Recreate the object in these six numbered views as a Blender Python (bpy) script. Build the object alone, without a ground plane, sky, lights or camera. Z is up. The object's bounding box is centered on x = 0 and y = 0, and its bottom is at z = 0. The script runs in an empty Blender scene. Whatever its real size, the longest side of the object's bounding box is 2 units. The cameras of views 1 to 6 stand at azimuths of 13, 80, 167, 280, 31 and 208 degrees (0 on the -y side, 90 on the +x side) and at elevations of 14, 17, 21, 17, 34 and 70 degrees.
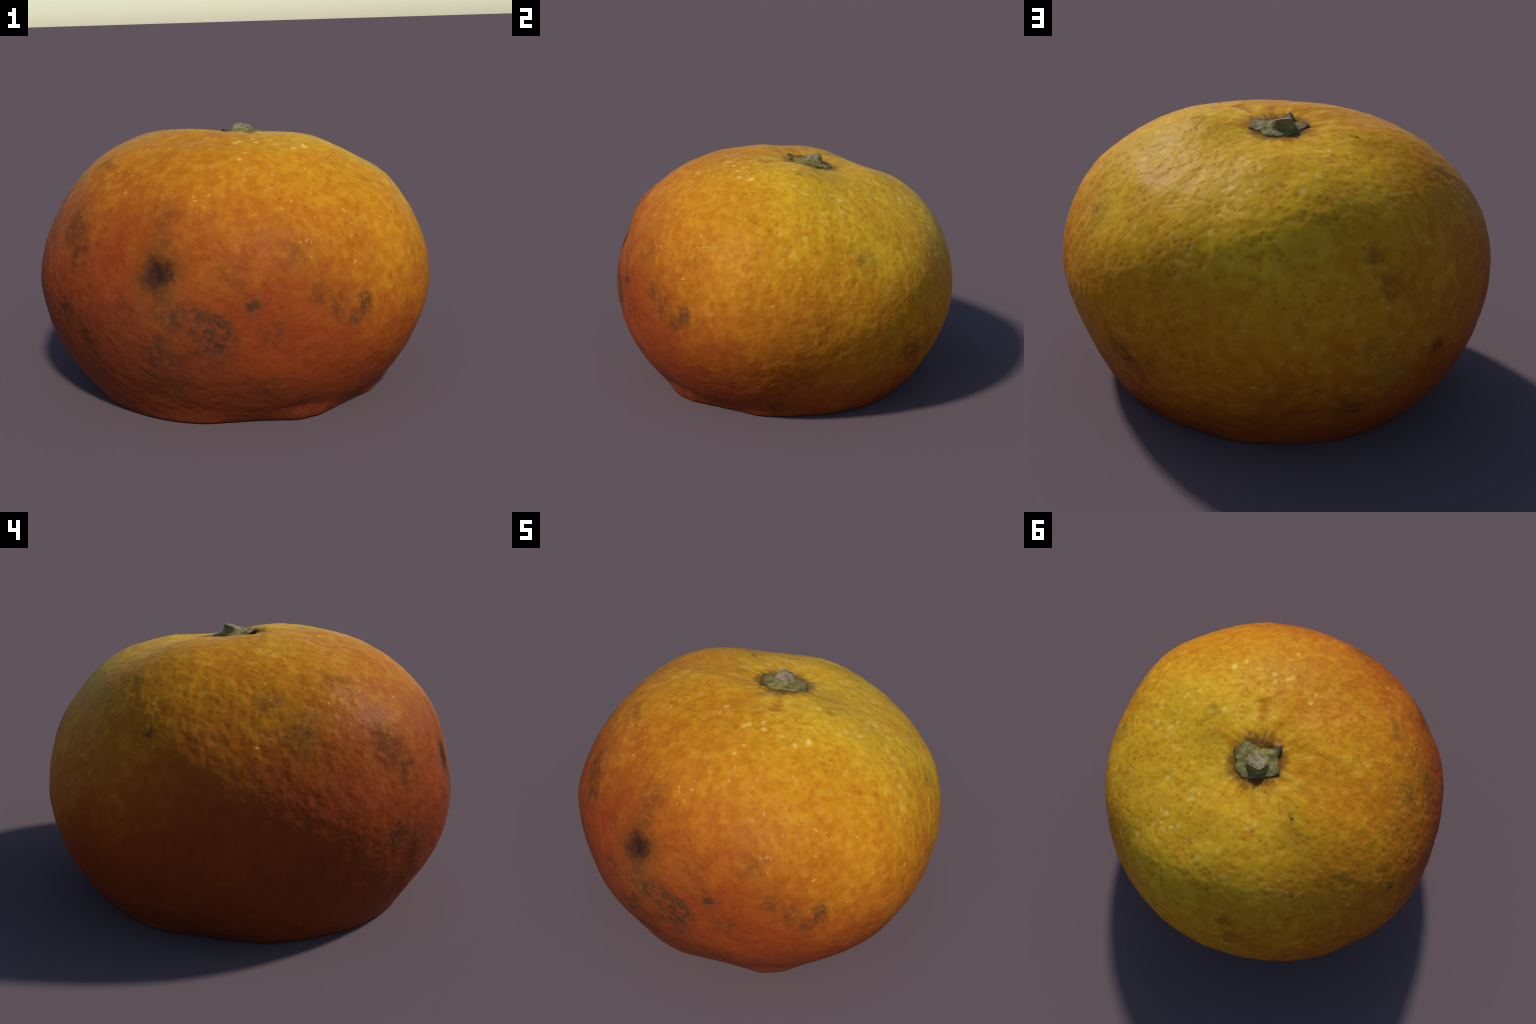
"""A tangerine that has lain a while: flattened fruit with a cut-flat base, a
star-shaped calyx with a snapped stalk on top, ripening from yellow at the back
to red-orange at the front, with one rotten spot and sooty blotches."""
import math
import random

import bmesh
import bpy
import numpy as np
from mathutils import Vector, noise
from mathutils.bvhtree import BVHTree

random.seed(7)
CENTRE_Z = 0.62            # the meridians radiate from this height on the axis

# ----------------------------------------------------------------- the shape
# Meridian cage of the fruit.  Each row is one level from the crown (first) to
# the rim of the base (last); each column is one of 20 meridians, 18 degrees
# apart, starting at the front (-y) and turning towards +x.  Values are the
# distances of the spline's control points from the centre.
CAGE = np.array([
    (0.614, 0.614, 0.613, 0.612, 0.610, 0.608, 0.606, 0.605, 0.603, 0.603, 0.603, 0.603, 0.604, 0.606, 0.607, 0.609, 0.610, 0.612, 0.613, 0.614),
    (0.660, 0.657, 0.654, 0.651, 0.646, 0.639, 0.631, 0.622, 0.615, 0.611, 0.611, 0.615, 0.622, 0.633, 0.644, 0.655, 0.662, 0.665, 0.665, 0.663),
    (0.688, 0.684, 0.683, 0.683, 0.678, 0.671, 0.660, 0.647, 0.638, 0.630, 0.629, 0.637, 0.650, 0.663, 0.676, 0.692, 0.704, 0.704, 0.698, 0.692),
    (0.723, 0.724, 0.728, 0.730, 0.728, 0.726, 0.701, 0.673, 0.662, 0.661, 0.662, 0.672, 0.700, 0.721, 0.719, 0.723, 0.734, 0.734, 0.725, 0.721),
    (0.788, 0.781, 0.782, 0.788, 0.781, 0.759, 0.728, 0.708, 0.711, 0.730, 0.733, 0.720, 0.740, 0.787, 0.804, 0.784, 0.779, 0.788, 0.784, 0.785),
    (0.849, 0.838, 0.835, 0.845, 0.842, 0.800, 0.770, 0.755, 0.754, 0.784, 0.815, 0.796, 0.793, 0.839, 0.863, 0.842, 0.836, 0.843, 0.830, 0.829),
    (0.886, 0.876, 0.879, 0.892, 0.901, 0.872, 0.854, 0.829, 0.824, 0.852, 0.871, 0.852, 0.855, 0.891, 0.908, 0.885, 0.868, 0.883, 0.874, 0.862),
    (0.930, 0.922, 0.935, 0.948, 0.961, 0.910, 0.887, 0.893, 0.888, 0.906, 0.909, 0.895, 0.904, 0.934, 0.964, 0.924, 0.903, 0.922, 0.937, 0.947),
    (0.913, 0.972, 0.976, 0.983, 1.007, 0.944, 0.942, 0.949, 0.927, 0.931, 0.955, 0.933, 0.937, 0.963, 1.003, 0.956, 0.940, 0.956, 0.951, 0.940),
    (0.959, 0.983, 0.978, 0.992, 1.033, 0.975, 0.967, 0.952, 0.959, 0.957, 0.981, 0.960, 0.974, 0.979, 1.014, 0.978, 0.971, 1.008, 0.979, 0.992),
    (0.985, 0.988, 1.007, 1.022, 1.047, 0.984, 0.962, 0.967, 0.981, 0.974, 0.986, 0.974, 1.010, 0.994, 1.010, 1.001, 0.988, 0.998, 0.975, 1.010),
    (0.986, 1.000, 1.019, 1.018, 1.019, 0.957, 0.942, 0.946, 0.964, 0.973, 0.976, 0.974, 0.988, 0.992, 0.993, 0.997, 0.994, 0.989, 0.973, 0.995),
    (0.967, 0.978, 1.003, 0.985, 0.989, 0.961, 0.970, 0.960, 0.962, 0.970, 0.976, 0.984, 0.988, 0.983, 0.983, 0.983, 0.983, 0.974, 0.972, 0.977),
    (0.971, 0.954, 0.988, 0.971, 0.970, 0.963, 0.964, 0.956, 0.959, 0.969, 0.971, 0.970, 0.965, 0.973, 0.980, 0.962, 0.975, 0.975, 0.977, 0.980)
])
LEVELS, MERIDIANS = CAGE.shape

# Outline of the base on the ground: (azimuth in degrees, radius).  The swelling
# between 25 and 50 degrees is a fold of peel squeezed out under the fruit.
BASE_RIM = [
    (-180, .750), (-159, .750), (-148, .740), (-133, .750), (-119, .760), (-110, .770), (-101, .750),
    (-93, .735), (-85, .740), (-76, .750), (-69, .765), (-62, .760), (-52, .750), (-40, .757), (-28, .760),
    (-16, .770), (0, .767), (9, .742), (16, .735), (22, .740), (28, .755), (32, .778), (36, .787), (42, .782),
    (47, .760), (53, .750), (61, .742), (70, .765), (78, .758), (87, .742), (101, .740), (111, .738),
    (123, .730), (137, .735), (148, .733), (156, .748), (165, .750), (173, .750), (180, .750)]
FOLD_HEIGHT = 0.055
GIRTH = 1.008
# where the flank is drawn in over the fold: (azimuth, width, height, depth)
TUCKS = [(36, 12, .080, .007), (60, 10, .045, .016), (86, 9, .045, .008)]

STALK_AT = Vector((0.040, 0.102))      # where the stalk stands, seen from above
# swellings (+) and flats (-) of the fruit: (x, y, z, reach, amount)
SWELLS = [(.46, -.79, .22, .12, .006), (-.86, -.45, .36, .20, -.004), (.22, .88, .24, .20, -.011),
          (.76, -.62, .80, .22, -.008), (-.52, -.40, 1.12, .16, .008),
          (.30, .20, 1.22, .12, -.007), (.10, -.30, 1.26, .12, .006), (.10, .42, 1.19, .12, .010)]
# grooves that run out from the stalk: (azimuth, start, end, depth, half width in degrees)
GROOVES = [(24, .13, .45, .010, 8), (-62, .10, .38, .006, 9), (198, .10, .44, .003, 9),
           (152, .10, .36, .003, 10), (262, .12, .50, .005, 8), (310, .12, .38, .005, 9),
           (95, .10, .34, .004, 10)]


def base_radius(az):
    a = (np.degrees(az) + 180.0) % 360.0 - 180.0
    xs, ys = zip(*BASE_RIM)
    return np.interp(a, xs, ys)


def spline_weights(t):
    return np.array([(1 - t) ** 3, 3 * t ** 3 - 6 * t ** 2 + 4, -3 * t ** 3 + 3 * t ** 2 + 3 * t + 1, t ** 3]) / 6


def meridian_radius(s, az):
    """Distance from the centre on level s (0 crown .. 1 base) at azimuth az:
    a uniform cubic B-spline surface over CAGE, closed around the axis."""
    x = s * (LEVELS - 1)
    i = np.minimum(np.floor(x).astype(int), LEVELS - 2)
    wi = spline_weights(x - i)
    y = (az / (2 * np.pi)) % 1.0 * MERIDIANS
    j = np.floor(y).astype(int)
    wj = spline_weights(y - j)
    padded = np.vstack([CAGE[1:2], CAGE, 2 * CAGE[-1:] - CAGE[-2:-1]])
    r = np.zeros_like(x)
    for a in range(4):
        for b in range(4):
            r += wi[a] * wj[b] * padded[i + a, (j + b - 1) % MERIDIANS]
    return r


def fruit_points(s, az):
    rim = base_radius(az)
    theta = s * (np.pi - np.arctan(rim / CENTRE_Z))
    r = meridian_radius(s, az)
    foot = np.hypot(rim, CENTRE_Z) - meridian_radius(np.ones_like(s), az)
    height = np.maximum(CENTRE_Z + r * np.cos(theta), 0.0)
    r = r + foot * np.exp(-(height / FOLD_HEIGHT) ** 2)
    a = np.degrees(az)
    for at, width, height_at, depth in TUCKS:
        off = (a - at + 180) % 360 - 180
        r = r - depth * np.exp(-(off / width) ** 2) * np.exp(-((height - height_at) / .032) ** 2)
    p = np.stack([r * np.sin(theta) * np.sin(az), -r * np.sin(theta) * np.cos(az), CENTRE_Z + r * np.cos(theta)], -1)
    p[:, :2] *= GIRTH
    # broad swellings and flats
    for x, y, z, reach, amount in SWELLS:
        off = p - np.array((x, y, z))
        out = p - np.array((0, 0, CENTRE_Z))
        push = amount * np.exp(-(off ** 2).sum(1) / reach ** 2)
        p = p + out / np.linalg.norm(out, axis=1, keepdims=True) * push[:, None]
    # grooves around the stalk
    dx, dy = p[:, 0] - STALK_AT.x, p[:, 1] - STALK_AT.y
    d, a = np.hypot(dx, dy), np.degrees(np.arctan2(dx, -dy))
    top = np.clip((p[:, 2] - 0.9) / 0.2, 0, 1)
    for at, start, end, depth, width in GROOVES:
        off = (a - at + 180) % 360 - 180
        along = np.clip((d - start * .6) / (start * .6), 0, 1) * np.clip((end - d) / (end - start) * 1.6, 0, 1)
        p[:, 2] -= top * depth * along * np.exp(-(off / width) ** 2)
    return p


def add_mesh(name, verts, faces, material, parent, smooth=True):
    me = bpy.data.meshes.new(name)
    me.from_pydata([tuple(v) for v in verts], [], faces)
    me.update()
    ob = bpy.data.objects.new(name, me)
    bpy.context.scene.collection.objects.link(ob)
    ob.parent = parent
    me.materials.append(material)
    if smooth:
        me.polygons.foreach_set("use_smooth", np.ones(len(me.polygons), bool))
    return ob


# ---------------------------------------------------------------- materials
class Nodes:
    """Small helper for writing node graphs as expressions."""

    def __init__(self, name):
        self.mat = bpy.data.materials.new(name)
        self.mat.use_nodes = True
        self.t = self.mat.node_tree
        self.bsdf = self.t.nodes["Principled BSDF"]
        self.pos = self.t.nodes.new("ShaderNodeTexCoord").outputs["Object"]

    def set(self, socket, value):
        if isinstance(value, bpy.types.NodeSocket):
            self.t.links.new(value, socket)
        elif isinstance(value, (tuple, list)) and len(value) == 3 and socket.type == "RGBA":
            socket.default_value = (*value, 1)
        else:
            socket.default_value = value

    def math(self, op, a, b=0.0, c=None, clamp=False):
        n = self.t.nodes.new("ShaderNodeMath")
        n.operation, n.use_clamp = op, clamp
        self.set(n.inputs[0], a)
        self.set(n.inputs[1], b)
        if c is not None:
            self.set(n.inputs[2], c)
        return n.outputs[0]

    def mul(self, a, b):
        return self.math("MULTIPLY", a, b)

    def add(self, a, b):
        return self.math("ADD", a, b)

    def vec(self, op, a, b):
        n = self.t.nodes.new("ShaderNodeVectorMath")
        n.operation = op
        self.set(n.inputs[0], a)
        self.set(n.inputs[1], b)
        return n.outputs["Value"] if op in ("DISTANCE", "DOT_PRODUCT", "LENGTH") else n.outputs["Vector"]

    def scaled(self, v, k):
        n = self.t.nodes.new("ShaderNodeVectorMath")
        n.operation = "SCALE"
        self.set(n.inputs[0], v)
        self.set(n.inputs["Scale"], k)
        return n.outputs["Vector"]

    def noise(self, scale, detail=3.0, rough=0.55, vector=None, colour=False):
        n = self.t.nodes.new("ShaderNodeTexNoise")
        self.set(n.inputs["Vector"], vector or self.pos)
        n.inputs["Scale"].default_value, n.inputs["Detail"].default_value = scale, detail
        n.inputs["Roughness"].default_value = rough
        return n.outputs["Color" if colour else "Fac"]

    def voronoi(self, scale, vector=None, feature="F1", out="Distance", smooth=None):
        n = self.t.nodes.new("ShaderNodeTexVoronoi")
        n.feature = feature
        self.set(n.inputs["Vector"], vector or self.pos)
        n.inputs["Scale"].default_value = scale
        return n.outputs[out]

    def ramp(self, x, lo, hi, a=0.0, b=1.0):
        """smooth step from a at lo to b at hi"""
        n = self.t.nodes.new("ShaderNodeMapRange")
        n.interpolation_type = "SMOOTHSTEP"
        self.set(n.inputs["Value"], x)
        for k, v in (("From Min", lo), ("From Max", hi), ("To Min", a), ("To Max", b)):
            n.inputs[k].default_value = v
        return n.outputs["Result"]

    def colours(self, x, stops):
        n = self.t.nodes.new("ShaderNodeValToRGB")
        self.set(n.inputs["Fac"], x)
        e = n.color_ramp.elements
        while len(e) < len(stops):
            e.new(0.5)
        for el, (at, c) in zip(e, stops):
            el.position, el.color = at, (*c, 1)
        return n.outputs["Color"]

    def mix(self, fac, a, b, mode="MIX"):
        n = self.t.nodes.new("ShaderNodeMix")
        n.data_type, n.blend_type = "RGBA", mode
        self.set(n.inputs["Factor"], fac)
        self.set(n.inputs[6], a)
        self.set(n.inputs[7], b)
        return n.outputs[2]

    def bump(self, height, strength, distance):
        n = self.t.nodes.new("ShaderNodeBump")
        n.inputs["Strength"].default_value, n.inputs["Distance"].default_value = strength, distance
        self.set(n.inputs["Height"], height)
        return n.outputs["Normal"]

    def any_of(self, masks):
        out = masks[0]
        for m in masks[1:]:
            out = self.math("MAXIMUM", out, m)
        return out

    def spots(self, vector, spots, inner=0.25):
        """soft round patches: (x, y, z, radius, strength)"""
        return self.any_of([self.ramp(self.vec("DISTANCE", vector, (x, y, z)), inner * r, r, k, 0.0)
                            for x, y, z, r, k in spots])


PORE_SCALE = 30.0          # oil glands: one per about 3.5 cm on the enlarged fruit

ROT = (-.111, -.918, .752)
BLOTCHES = [  # sooty blotches on the front and flanks
    (-.239, -.939, .600, .09, .55), (-.089, -.964, .600, .09, .6), (-.02, -.970, .570, .09, .8), (.051, -.974, .560, .10, .8),
    (.128, -.969, .490, .13, 1.0), (.16, -.964, .540, .07, 1.0), (-.127, -.963, .420, .10, .8), (-.07, -.955, .380, .07, .7),
    (-.169, -.911, .275, .08, .7), (-.072, -.913, .250, .10, .7), (.338, -.847, .240, .09, .5),
    (-.100, -.870, .900, .07, .6), (-.105, -.840, .960, .05, .7), (-.09, -.950, .680, .08, .5), (.302, -.932, .635, .06, .9), (.199, -.935, .720, .11, .35), (.376, -.908, .505, .07, .5),
    (.740, -.669, .590, .070, .75), (.694, -.712, .530, .06, .65), (.570, -.807, .655, .07, .6), (.635, -.764, .590, .07, .6),
    (.476, -.800, .830, .09, .4), (-.096, -.814, .990, .08, .45), (-.618, -.764, .530, .09, .9), (-.498, -.836, .463, .11, .6),
    (-.530, -.770, .800, .08, .8), (-.560, -.692, .894, .12, .6), (-.498, -.449, 1.124, .08, .5),
    (-.763, -.352, .955, .10, .5), (-.698, -.356, 1.022, .08, .4), (-.714, -.212, 1.068, .07, .35), (-.860, .263, .937, .045, .7),
    (-.85, .20, .88, .05, .6), (.835, .221, .892, .05, .5), (.812, .275, .902, .05, .3), (-.512, .836, .487, .05, .7),
    (.748, .543, .364, .09, .7), (.650, .650, .380, .06, .5), (-.143, .905, .252, .08, .7), (.806, -.171, .084, .05, .8),
    (-.193, .854, .888, .05, .6), (-.27, .89, .78, .07, .5), (-.262, .270, 1.236, .022, 1.3), (-.24, .262, 1.238, .012, 1.2)]
GREENISH = [(.383, -.018, 1.247, .07, .9), (-.227, .947, .519, .14, .9), (-.298, .918, .416, .13, .8),
            (-.261, .927, .637, .07, .6), (.835, .221, .892, .14, .6), (-.714, -.212, 1.068, .09, .6),
            (-.763, -.352, .955, .10, .6), (-.05, -.95, .58, .22, .35), (-.35, .35, 1.2, .13, .5),
            (.30, .10, 1.25, .09, .4), (-.16, -.06, 1.25, .10, .35)]


def peel_material():
    n = Nodes("peel")
    p = n.pos
    warp = n.vec("SUBTRACT", n.noise(9, 4, .6, colour=True), (.5, .5, .5))
    warped = n.vec("ADD", p, n.scaled(warp, .10))
    # ripeness runs across the whole fruit: yellow behind and on top, red-orange in front below
    ripe = n.add(n.vec("DOT_PRODUCT", p, (.24, .30, .80)), n.add(n.mul(n.add(n.noise(2.2, 2, .5), -.5), .42), -.12))
    ripe = n.add(ripe, n.mul(n.add(n.noise(11, 3, .6), -.5), .22))
    base = n.colours(
        n.math("MULTIPLY_ADD", ripe, 1 / 1.4, .25 / 1.4, clamp=True),
        [(.08, (.19, .038, .013)), (.27, (.255, .046, .011)), (.41, (.32, .077, .010)), (.51, (.41, .124, .010)), (.68, (.52, .200, .010)), (.76, (.57, .248, .012)), (.86, (.68, .375, .020))])  # red stops darkened to match the shade on the lower front and base
    # green tinge left in the yellow skin
    green = n.mul(n.ramp(n.noise(3.1, 3, .55, n.vec("ADD", p, (3, 1, 7))), .50, .68), n.ramp(ripe, .65, .95))
    base = n.mix(n.mul(green, .35), base, (.42, .255, .010))
    # mottling: lit and shaded sides of the pebbles tinted in, fainter near the stalk
    rel = n.vec("SUBTRACT", p, (STALK_AT.x, STALK_AT.y, 1.235))
    away = n.ramp(n.vec("LENGTH", rel, (0, 0, 0)), .12, .42, .25, 1)
    mott = n.noise(21, 1.5, .5)
    base = n.mix(n.mul(n.ramp(mott, .42, .80, 0, .24), n.ramp(ripe, .0, .5, .3, 1)), base, n.mix(n.ramp(ripe, .1, .7), (.44, .125, .014), (.74, .43, .035)))
    base = n.mix(n.mul(away, n.ramp(mott, .56, .22, 0, .32)), base, n.mix(n.ramp(ripe, .1, .7), (.17, .026, .008), (.38, .085, .008)))
    # oil glands: reddish pits
    gland = n.voronoi(PORE_SCALE)
    pit = n.ramp(gland, .52, .08)
    vary = n.ramp(n.noise(5, 2, .5, n.vec("ADD", p, (9, 4, 2))), .35, .65, .25, 1.0)
    base = n.mix(n.mul(n.mul(n.mul(pit, vary), away), n.ramp(ripe, .2, .8, .30, .46)), base, n.mix(n.ramp(ripe, .1, .7), (.17, .030, .008), (.36, .085, .008)))
    # pale flecks: sheen highlights painted into the colour, most on the yellow skin
    fleck_at = n.vec("ADD", p, n.scaled(n.vec("SUBTRACT", n.noise(30, 2, .5, colour=True), (.5, .5, .5)), .05))
    fleck = n.mul(n.mul(n.ramp(n.vec("DISTANCE", p, (.25, .12, 1.2)), 1.0, .45), n.ramp(n.voronoi(17, fleck_at), .42, .04)), n.ramp(n.noise(4.5, 2, .5, n.vec("ADD", p, (2, 8, 5))), .46, .64))
    base = n.mix(n.mul(n.mul(fleck, n.ramp(ripe, .35, .80)), .60), base, (.86, .62, .15))
    glint_at = n.vec("ADD", n.vec("ADD", p, (7, 3, 6)), n.scaled(n.vec("SUBTRACT", n.noise(45, 2, .6, colour=True), (.5, .5, .5)), .045))  # small glossy glints drawn as cream dots in the base colour
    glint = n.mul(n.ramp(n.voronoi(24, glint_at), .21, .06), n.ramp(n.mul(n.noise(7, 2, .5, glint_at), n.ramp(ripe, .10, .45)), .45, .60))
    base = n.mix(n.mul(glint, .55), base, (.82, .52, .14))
    # dull green bruises
    bruise = n.spots(warped, GREENISH, .2)
    bruise = n.mul(bruise, n.ramp(n.noise(16, 4, .65), .36, .62, .25, 1))
    base = n.mix(n.mul(bruise, .55), base, (.19, .135, .020))
    # sooty blotches, broken up by fine mottling
    fine = n.ramp(n.noise(27, 5, .7, n.vec("ADD", p, (5, 5, 1))), .40, .56)
    soot = n.mul(n.spots(warped, [(x, y, z, r * 1.3, k) for x, y, z, r, k in BLOTCHES], .2), n.add(n.mul(fine, .82), .18))
    base = n.mix(n.mul(soot, .92), base, (.052, .030, .015))
    # scattered black specks, thickest low on the front
    speck = n.mul(n.ramp(n.voronoi(24, n.vec("ADD", n.vec("ADD", p, (4, 4, 4)), n.scaled(n.vec("SUBTRACT", n.noise(60, 2, .6, colour=True), (.5, .5, .5)), .03))), .26, .05),
                  n.ramp(n.noise(3.6, 3, .6, n.vec("ADD", p, (1, 6, 3))), .44, .62))
    base = n.mix(n.mul(speck, n.ramp(ripe, .95, .25, .2, .6)), base, (.10, .035, .016))
    # the rotten spot
    ragged = n.vec("ADD", n.vec("ADD", p, n.scaled(warp, .10)), n.scaled(n.vec("SUBTRACT", n.noise(28, 4, .7, colour=True), (.5, .5, .5)), .09))
    d = n.vec("DISTANCE", ragged, ROT)
    base = n.mix(n.ramp(d, .20, .04, 0, .6), base, (.15, .055, .010))
    base = n.mix(n.ramp(d, .125, .010, 0, .97), base, (.020, .012, .010))
    base = n.mix(n.ramp(n.vec("DISTANCE", n.vec("MULTIPLY", p, (1, 1, .35)), (-.124, -.93, .742 * .35)), .011, .004, 0, .45), base, (.16, .018, .010))
    # brown scorched collar round the calyx, with orange streaks running out from it
    stalk_d = n.vec("LENGTH", n.vec("ADD", rel, n.scaled(n.vec("SUBTRACT", n.noise(26, 4, .65, colour=True), (.5, .5, .5)), .11)), (0, 0, 0))
    base = n.mix(n.ramp(stalk_d, .185, .115, 0, .9), base, (.120, .050, .014))
    sep = n.t.nodes.new("ShaderNodeSeparateXYZ")
    n.set(sep.inputs[0], rel)
    turn = n.math("ARCTAN2", sep.outputs[0], sep.outputs[1])
    comb = n.t.nodes.new("ShaderNodeCombineXYZ")
    n.set(comb.inputs[0], n.math("SINE", turn))
    n.set(comb.inputs[1], n.math("COSINE", turn))
    n.set(comb.inputs[2], n.mul(n.vec("LENGTH", rel, (0, 0, 0)), 1.2))
    ray = n.noise(5.5, 3, .6, comb.outputs[0])
    near = n.mul(n.ramp(stalk_d, .42, .16), n.ramp(stalk_d, .10, .16))
    base = n.mix(n.mul(near, n.ramp(ray, .50, .66, 0, .55)), base, (.78, .46, .06))
    base = n.mix(n.mul(near, n.ramp(ray, .48, .34, 0, .5)), base, (.47, .16, .010))
    streaks = n.spots(n.vec("ADD", p, n.scaled(warp, .06)), [
        (.140, -.110, 1.260, .04, 1.0), (.155, -.150, 1.264, .045, 1.2), (.168, -.195, 1.266, .045, 1.0), (.120, -.300, 1.258, .05, .4), (-.022, .285, 1.214, .05, .5),
        (-.128, .455, 1.191, .06, .5), (-.247, .142, 1.257, .05, .5), (-.330, .150, 1.255, .06, .6),
        (.22, -.10, 1.26, .03, .5)], .2)
    base = n.mix(n.mul(streaks, .7), base, (.50, .165, .012))
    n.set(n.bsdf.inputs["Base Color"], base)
    n.set(n.bsdf.inputs["Roughness"], n.ramp(n.add(soot, n.mul(mott, .4)), .1, .8, .42, .60))
    n.bsdf.inputs["Specular IOR Level"].default_value = .03
    # soft pebbling, stronger on the front and the crown than on the taut back
    side = n.t.nodes.new("ShaderNodeSeparateXYZ")
    n.set(side.inputs[0], p)
    pebble = n.mul(n.add(n.mul(n.noise(21, 1.5, .5), 1.0), n.mul(n.noise(13, 1, .5, n.vec("ADD", p, (1, 2, 3))), .8)),
                   n.mul(n.ramp(side.outputs[1], .55, -.05, .45, 1.0), n.ramp(side.outputs[2], .30, .80, .45, 1.0)))
    height = n.add(n.mul(n.ramp(gland, .0, .55), .22), n.mul(pebble, 2.6))
    n.set(n.bsdf.inputs["Normal"], n.bump(height, .33, .008))
    return n.mat


def calyx_material():
    n = Nodes("calyx_green")
    fib = n.noise(28, 5, .65)
    c = n.colours(fib, [(.30, (.085, .070, .016)), (.50, (.185, .155, .036)), (.68, (.290, .235, .080))])
    d = n.vec("LENGTH", n.vec("SUBTRACT", n.pos, (STALK_AT.x, STALK_AT.y, 1.24)), (0, 0, 0))
    edge = n.ramp(n.add(d, n.mul(fib, .06)), .135, .165)
    n.set(n.bsdf.inputs["Base Color"], n.mix(n.mul(edge, .85), c, (.055, .022, .014)))
    n.bsdf.inputs["Roughness"].default_value = .7
    n.bsdf.inputs["Specular IOR Level"].default_value = .3
    n.set(n.bsdf.inputs["Normal"], n.bump(n.noise(55, 4, .6), .6, .006))
    return n.mat


def wood_material():
    n = Nodes("dry_stalk_end")
    c = n.colours(n.noise(38, 5, .7), [(.32, (.06, .042, .028)), (.46, (.185, .140, .082)), (.64, (.31, .25, .150))])
    n.set(n.bsdf.inputs["Base Color"], c)
    n.bsdf.inputs["Roughness"].default_value = .8
    n.bsdf.inputs["Specular IOR Level"].default_value = .25
    n.set(n.bsdf.inputs["Normal"], n.bump(n.noise(60, 4, .6), .8, .008))
    return n.mat


# --------------------------------------------------------------------- peel
def relief_nodes():
    """Oil-gland pits and small swellings pushed into the peel as geometry."""
    g = bpy.data.node_groups.new("peel_relief", "GeometryNodeTree")
    g.interface.new_socket("Geometry", in_out="INPUT", socket_type="NodeSocketGeometry")
    g.interface.new_socket("Geometry", in_out="OUTPUT", socket_type="NodeSocketGeometry")
    new, link = g.nodes.new, g.links.new
    src, dst, move = new("NodeGroupInput"), new("NodeGroupOutput"), new("GeometryNodeSetPosition")
    pos, nor = new("GeometryNodeInputPosition"), new("GeometryNodeInputNormal")
    vor = new("ShaderNodeTexVoronoi")
    vor.inputs["Scale"].default_value = PORE_SCALE
    pit = new("ShaderNodeMapRange")
    pit.interpolation_type = "SMOOTHSTEP"
    for k, v in (("From Min", .0), ("From Max", .55), ("To Min", -.0007), ("To Max", 0.0)):
        pit.inputs[k].default_value = v
    lump, swell = new("ShaderNodeTexNoise"), new("ShaderNodeTexNoise")
    lump.inputs["Scale"].default_value, lump.inputs["Detail"].default_value = 18, 2
    swell.inputs["Scale"].default_value, swell.inputs["Detail"].default_value = 5.5, 1
    a, b, low = new("ShaderNodeMath"), new("ShaderNodeMath"), new("ShaderNodeMath")
    a.operation = b.operation = "MULTIPLY_ADD"
    a.inputs[1].default_value, b.inputs[1].default_value = .0055, .012
    low.operation, low.inputs[1].default_value = "SUBTRACT", .009
    out = new("ShaderNodeVectorMath")
    out.operation = "SCALE"
    for t in (vor, lump, swell):
        link(pos.outputs[0], t.inputs["Vector"])
    link(vor.outputs["Distance"], pit.inputs["Value"])
    link(lump.outputs[0], a.inputs[0])
    link(pit.outputs["Result"], a.inputs[2])
    link(swell.outputs[0], b.inputs[0])
    link(a.outputs[0], b.inputs[2])
    link(b.outputs[0], low.inputs[0])
    link(nor.outputs[0], out.inputs[0])
    link(low.outputs[0], out.inputs["Scale"])
    link(src.outputs[0], move.inputs["Geometry"])
    link(out.outputs[0], move.inputs["Offset"])
    link(move.outputs[0], dst.inputs[0])
    return g


def build_peel(parent):
    around, down = 840, 380
    az = np.arange(around) / around * 2 * np.pi
    s = np.arange(1, down + 1) / down
    S, A = [v.ravel() for v in np.meshgrid(s, az, indexing="ij")]
    pts = fruit_points(S, A)
    crown = fruit_points(np.full(around, 1e-4), az).mean(0)
    under = []
    for k, z in ((.96, -.0), (.80, .012), (.45, .022)):     # shallow hollow underneath
        ring = pts[-around:].copy()
        ring[:, :2] *= k
        ring[:, 2] = z
        under.append(ring)
    pts[-around:, 2] = .004
    verts = np.vstack([pts] + under + [crown[None], [[0, 0, .024]]])
    rings = down + len(under)
    faces = []
    for i in range(rings - 1):
        o = i * around
        faces += [(o + j, o + around + j, o + around + (j + 1) % around, o + (j + 1) % around) for j in range(around)]
    top, bottom, last = len(verts) - 2, len(verts) - 1, (rings - 1) * around
    faces += [(top, j, (j + 1) % around) for j in range(around)]
    faces += [(bottom, last + (j + 1) % around, last + j) for j in range(around)]
    ob = add_mesh("peel", verts, faces, peel_material(), parent)
    mod = ob.modifiers.new("relief", "NODES")
    mod.node_group = relief_nodes()
    me = bpy.data.meshes.new_from_object(ob.evaluated_get(bpy.context.evaluated_depsgraph_get()))
    ob.modifiers.clear()
    old, ob.data = ob.data, me
    bpy.data.meshes.remove(old)
    me.name = "peel"
    co = np.empty(len(me.vertices) * 3, np.float32)
    me.vertices.foreach_get("co", co)
    co[2::3] = np.maximum(co[2::3], 0.0)
    # the original measures exactly two metres across its widest side
    me.vertices.foreach_set("co", co)
    me.polygons.foreach_set("use_smooth", np.ones(len(me.polygons), bool))
    me.update()
    return ob


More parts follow.
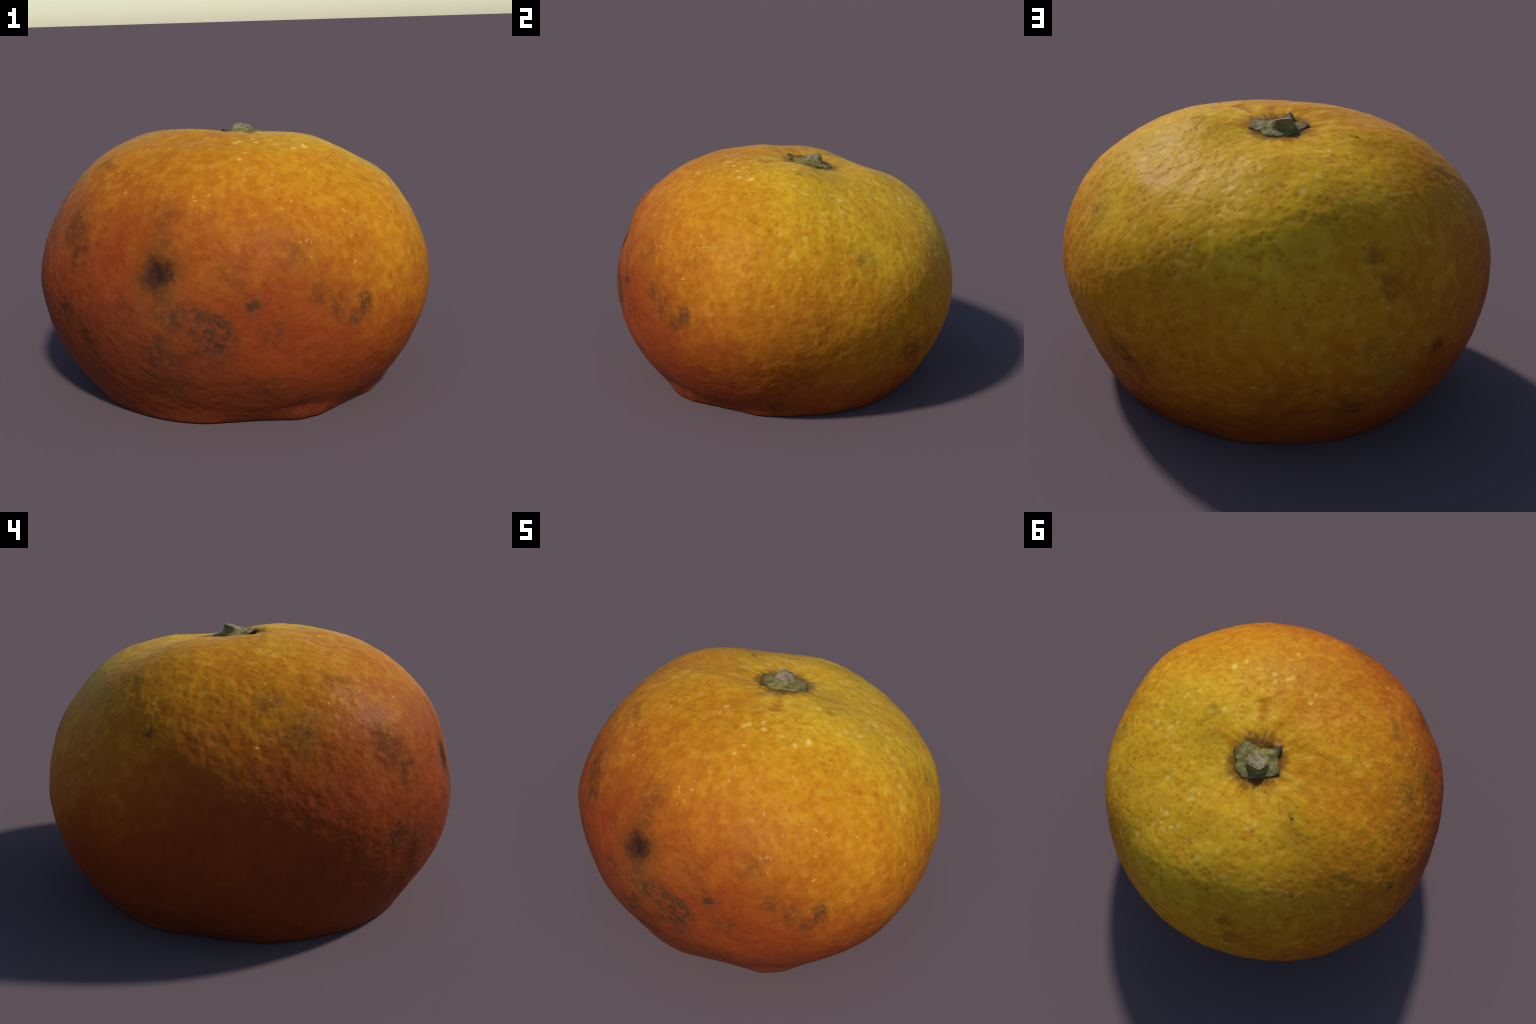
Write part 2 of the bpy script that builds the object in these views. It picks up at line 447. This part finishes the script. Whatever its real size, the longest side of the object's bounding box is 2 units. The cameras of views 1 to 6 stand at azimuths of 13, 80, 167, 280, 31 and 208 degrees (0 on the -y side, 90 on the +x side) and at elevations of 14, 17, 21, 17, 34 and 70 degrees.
# ----------------------------------------------------------- calyx and stalk
# outline of the fused sepals: (degrees from the front, reach from the stalk, lift of the margin)
SEPAL_STAR = [(15, .066, 0), (45, .088, 0), (66, .124, .004), (80, .118, .002), (93, .138, .002), (120, .102, 0), (147, .124, 0),
              (158, .112, 0), (169, .118, 0), (200, .090, 0), (235, .095, 0), (267, .140, .003), (290, .108, 0), (308, .110, .002),
              (327, .150, .014), (345, .088, .002)]


def star(a):
    ext = [(t - 360, r, z) for t, r, z in SEPAL_STAR[-2:]] + SEPAL_STAR + [(t + 360, r, z) for t, r, z in SEPAL_STAR[:2]]
    t, r, z = zip(*ext)
    return float(np.interp(a, t, r)), float(np.interp(a, t, z))


def build_calyx(parent, ground):
    around = 180
    # (share of the reach, height over the skin): a low cone that climbs to the stalk
    levels = [(1.0, -.004), (1.0, .004), (.93, .009), (.82, .012), (.70, .016), (.58, .021), (.46, .027), (.34, .031), (.20, .033), (.08, .034)]
    verts, faces = [], []
    for k, height in levels:
        for j in range(around):
            a, h = 360 * j / around, height
            reach, lift = star(a)
            r = reach * k
            x, y = STALK_AT.x + r * math.sin(math.radians(a)), STALK_AT.y - r * math.cos(math.radians(a))
            behind = .5 - .5 * math.cos(math.radians(a - 15))      # flatter behind the stalk
            h = h if h < .005 else .005 + (h - .005) * (1 - .6 * behind)
            z = ground(x, y) + h + lift * max(0.0, (k - .55) / .45) ** 2
            if h > 0:
                z += noise.noise(Vector((x, y, 0)) * 30) * .006 + noise.noise(Vector((x, y, 3)) * 80) * .003
            verts.append((x, y, z))
    for i in range(len(levels) - 1):
        o = i * around
        faces += [(o + j, o + (j + 1) % around, o + around + (j + 1) % around, o + around + j) for j in range(around)]
    last = (len(levels) - 1) * around
    verts.append(tuple(np.mean(verts[last:], 0)))
    faces += [(last + j, last + (j + 1) % around, len(verts) - 1) for j in range(around)]
    return add_mesh("calyx", verts, faces, calyx_material(), parent)


CAP_AT, CAP_NORMAL = Vector((.028, .112, 1.266)), Vector((.08, -.30, 1)).normalized()


def cap_ring(a, radius):
    """Point on the slanting broken face of the stalk."""
    side = Vector((math.sin(a), -math.cos(a), 0))
    side = (side - CAP_NORMAL * side.dot(CAP_NORMAL)).normalized()
    return CAP_AT + side * radius


def build_stalk(parent, ground, green, wood):
    # ground() here is the top of the calyx
    around = 64
    foot = [Vector((STALK_AT.x + .002 + .082 * math.sin(2 * math.pi * j / around),
                    STALK_AT.y + .006 - .080 * math.cos(2 * math.pi * j / around), 0)) for j in range(around)]
    for q in foot:
        q.z = ground(q.x, q.y) - .003
    wobble = [1 + .10 * noise.noise(Vector((math.sin(2 * math.pi * j / around), math.cos(2 * math.pi * j / around), .3)) * 1.7)
              for j in range(around)]
    steps = 10
    verts, faces = [], []
    for i in range(steps + 1):
        t = i / steps
        flare = t ** .62                     # concave, like a trumpet foot
        for j in range(around):
            a = 2 * math.pi * j / around
            top = cap_ring(a, .049 * wobble[j])
            q = foot[j].lerp(top, flare)
            q.z = foot[j].z + (top.z - foot[j].z) * t ** 1.25
            q += Vector((math.sin(a), -math.cos(a), 0)) * noise.noise(Vector((a * 2.2, t * 1.5, 4))) * .004
            verts.append(q)
    for i in range(steps):
        o = i * around
        faces += [(o + j, o + (j + 1) % around, o + around + (j + 1) % around, o + around + j) for j in range(around)]
    stalk = add_mesh("stalk", verts, faces, green, parent)

    rim = verts[-around:]
    verts, faces, rings = [], [], 9
    for i in range(rings):
        k = 1 - i / rings
        for j in range(around):
            q = CAP_AT.lerp(rim[j], k if i else 1.0)
            dome = .006 * (1 - k * k)
            crack = noise.noise(Vector((q.x * 30, q.y * 55, 1))) * .004 + noise.noise(q * 110) * .002
            verts.append(q + CAP_NORMAL * (dome + (crack if i else 0)))
    for i in range(rings - 1):
        o = i * around
        faces += [(o + j, o + (j + 1) % around, o + around + (j + 1) % around, o + around + j) for j in range(around)]
    last = (rings - 1) * around
    verts.append(CAP_AT + CAP_NORMAL * .006)
    faces += [(last + j, last + (j + 1) % around, len(verts) - 1) for j in range(around)]
    add_mesh("broken_end", verts, faces, wood, stalk)
    return stalk


def height_over(*objects):
    """Height of the topmost surface of these objects above a point (x, y)."""
    trees = []
    for ob in objects:
        bm = bmesh.new()
        bm.from_mesh(ob.data)
        trees.append(BVHTree.FromBMesh(bm))
        bm.free()

    def height(x, y):
        hits = [t.ray_cast(Vector((x, y, 3)), Vector((0, 0, -1)))[0] for t in trees]
        return max(h.z for h in hits if h)
    return height


def main():
    fruit = bpy.data.objects.new("tangerine", None)
    bpy.context.scene.collection.objects.link(fruit)
    fruit["label"] = "overripe tangerine with green calyx and dark blemishes"
    fruit["category"] = "tangerine"
    peel = build_peel(fruit)
    calyx = build_calyx(fruit, height_over(peel))
    build_stalk(fruit, height_over(peel, calyx), calyx.data.materials[0], wood_material())


main()
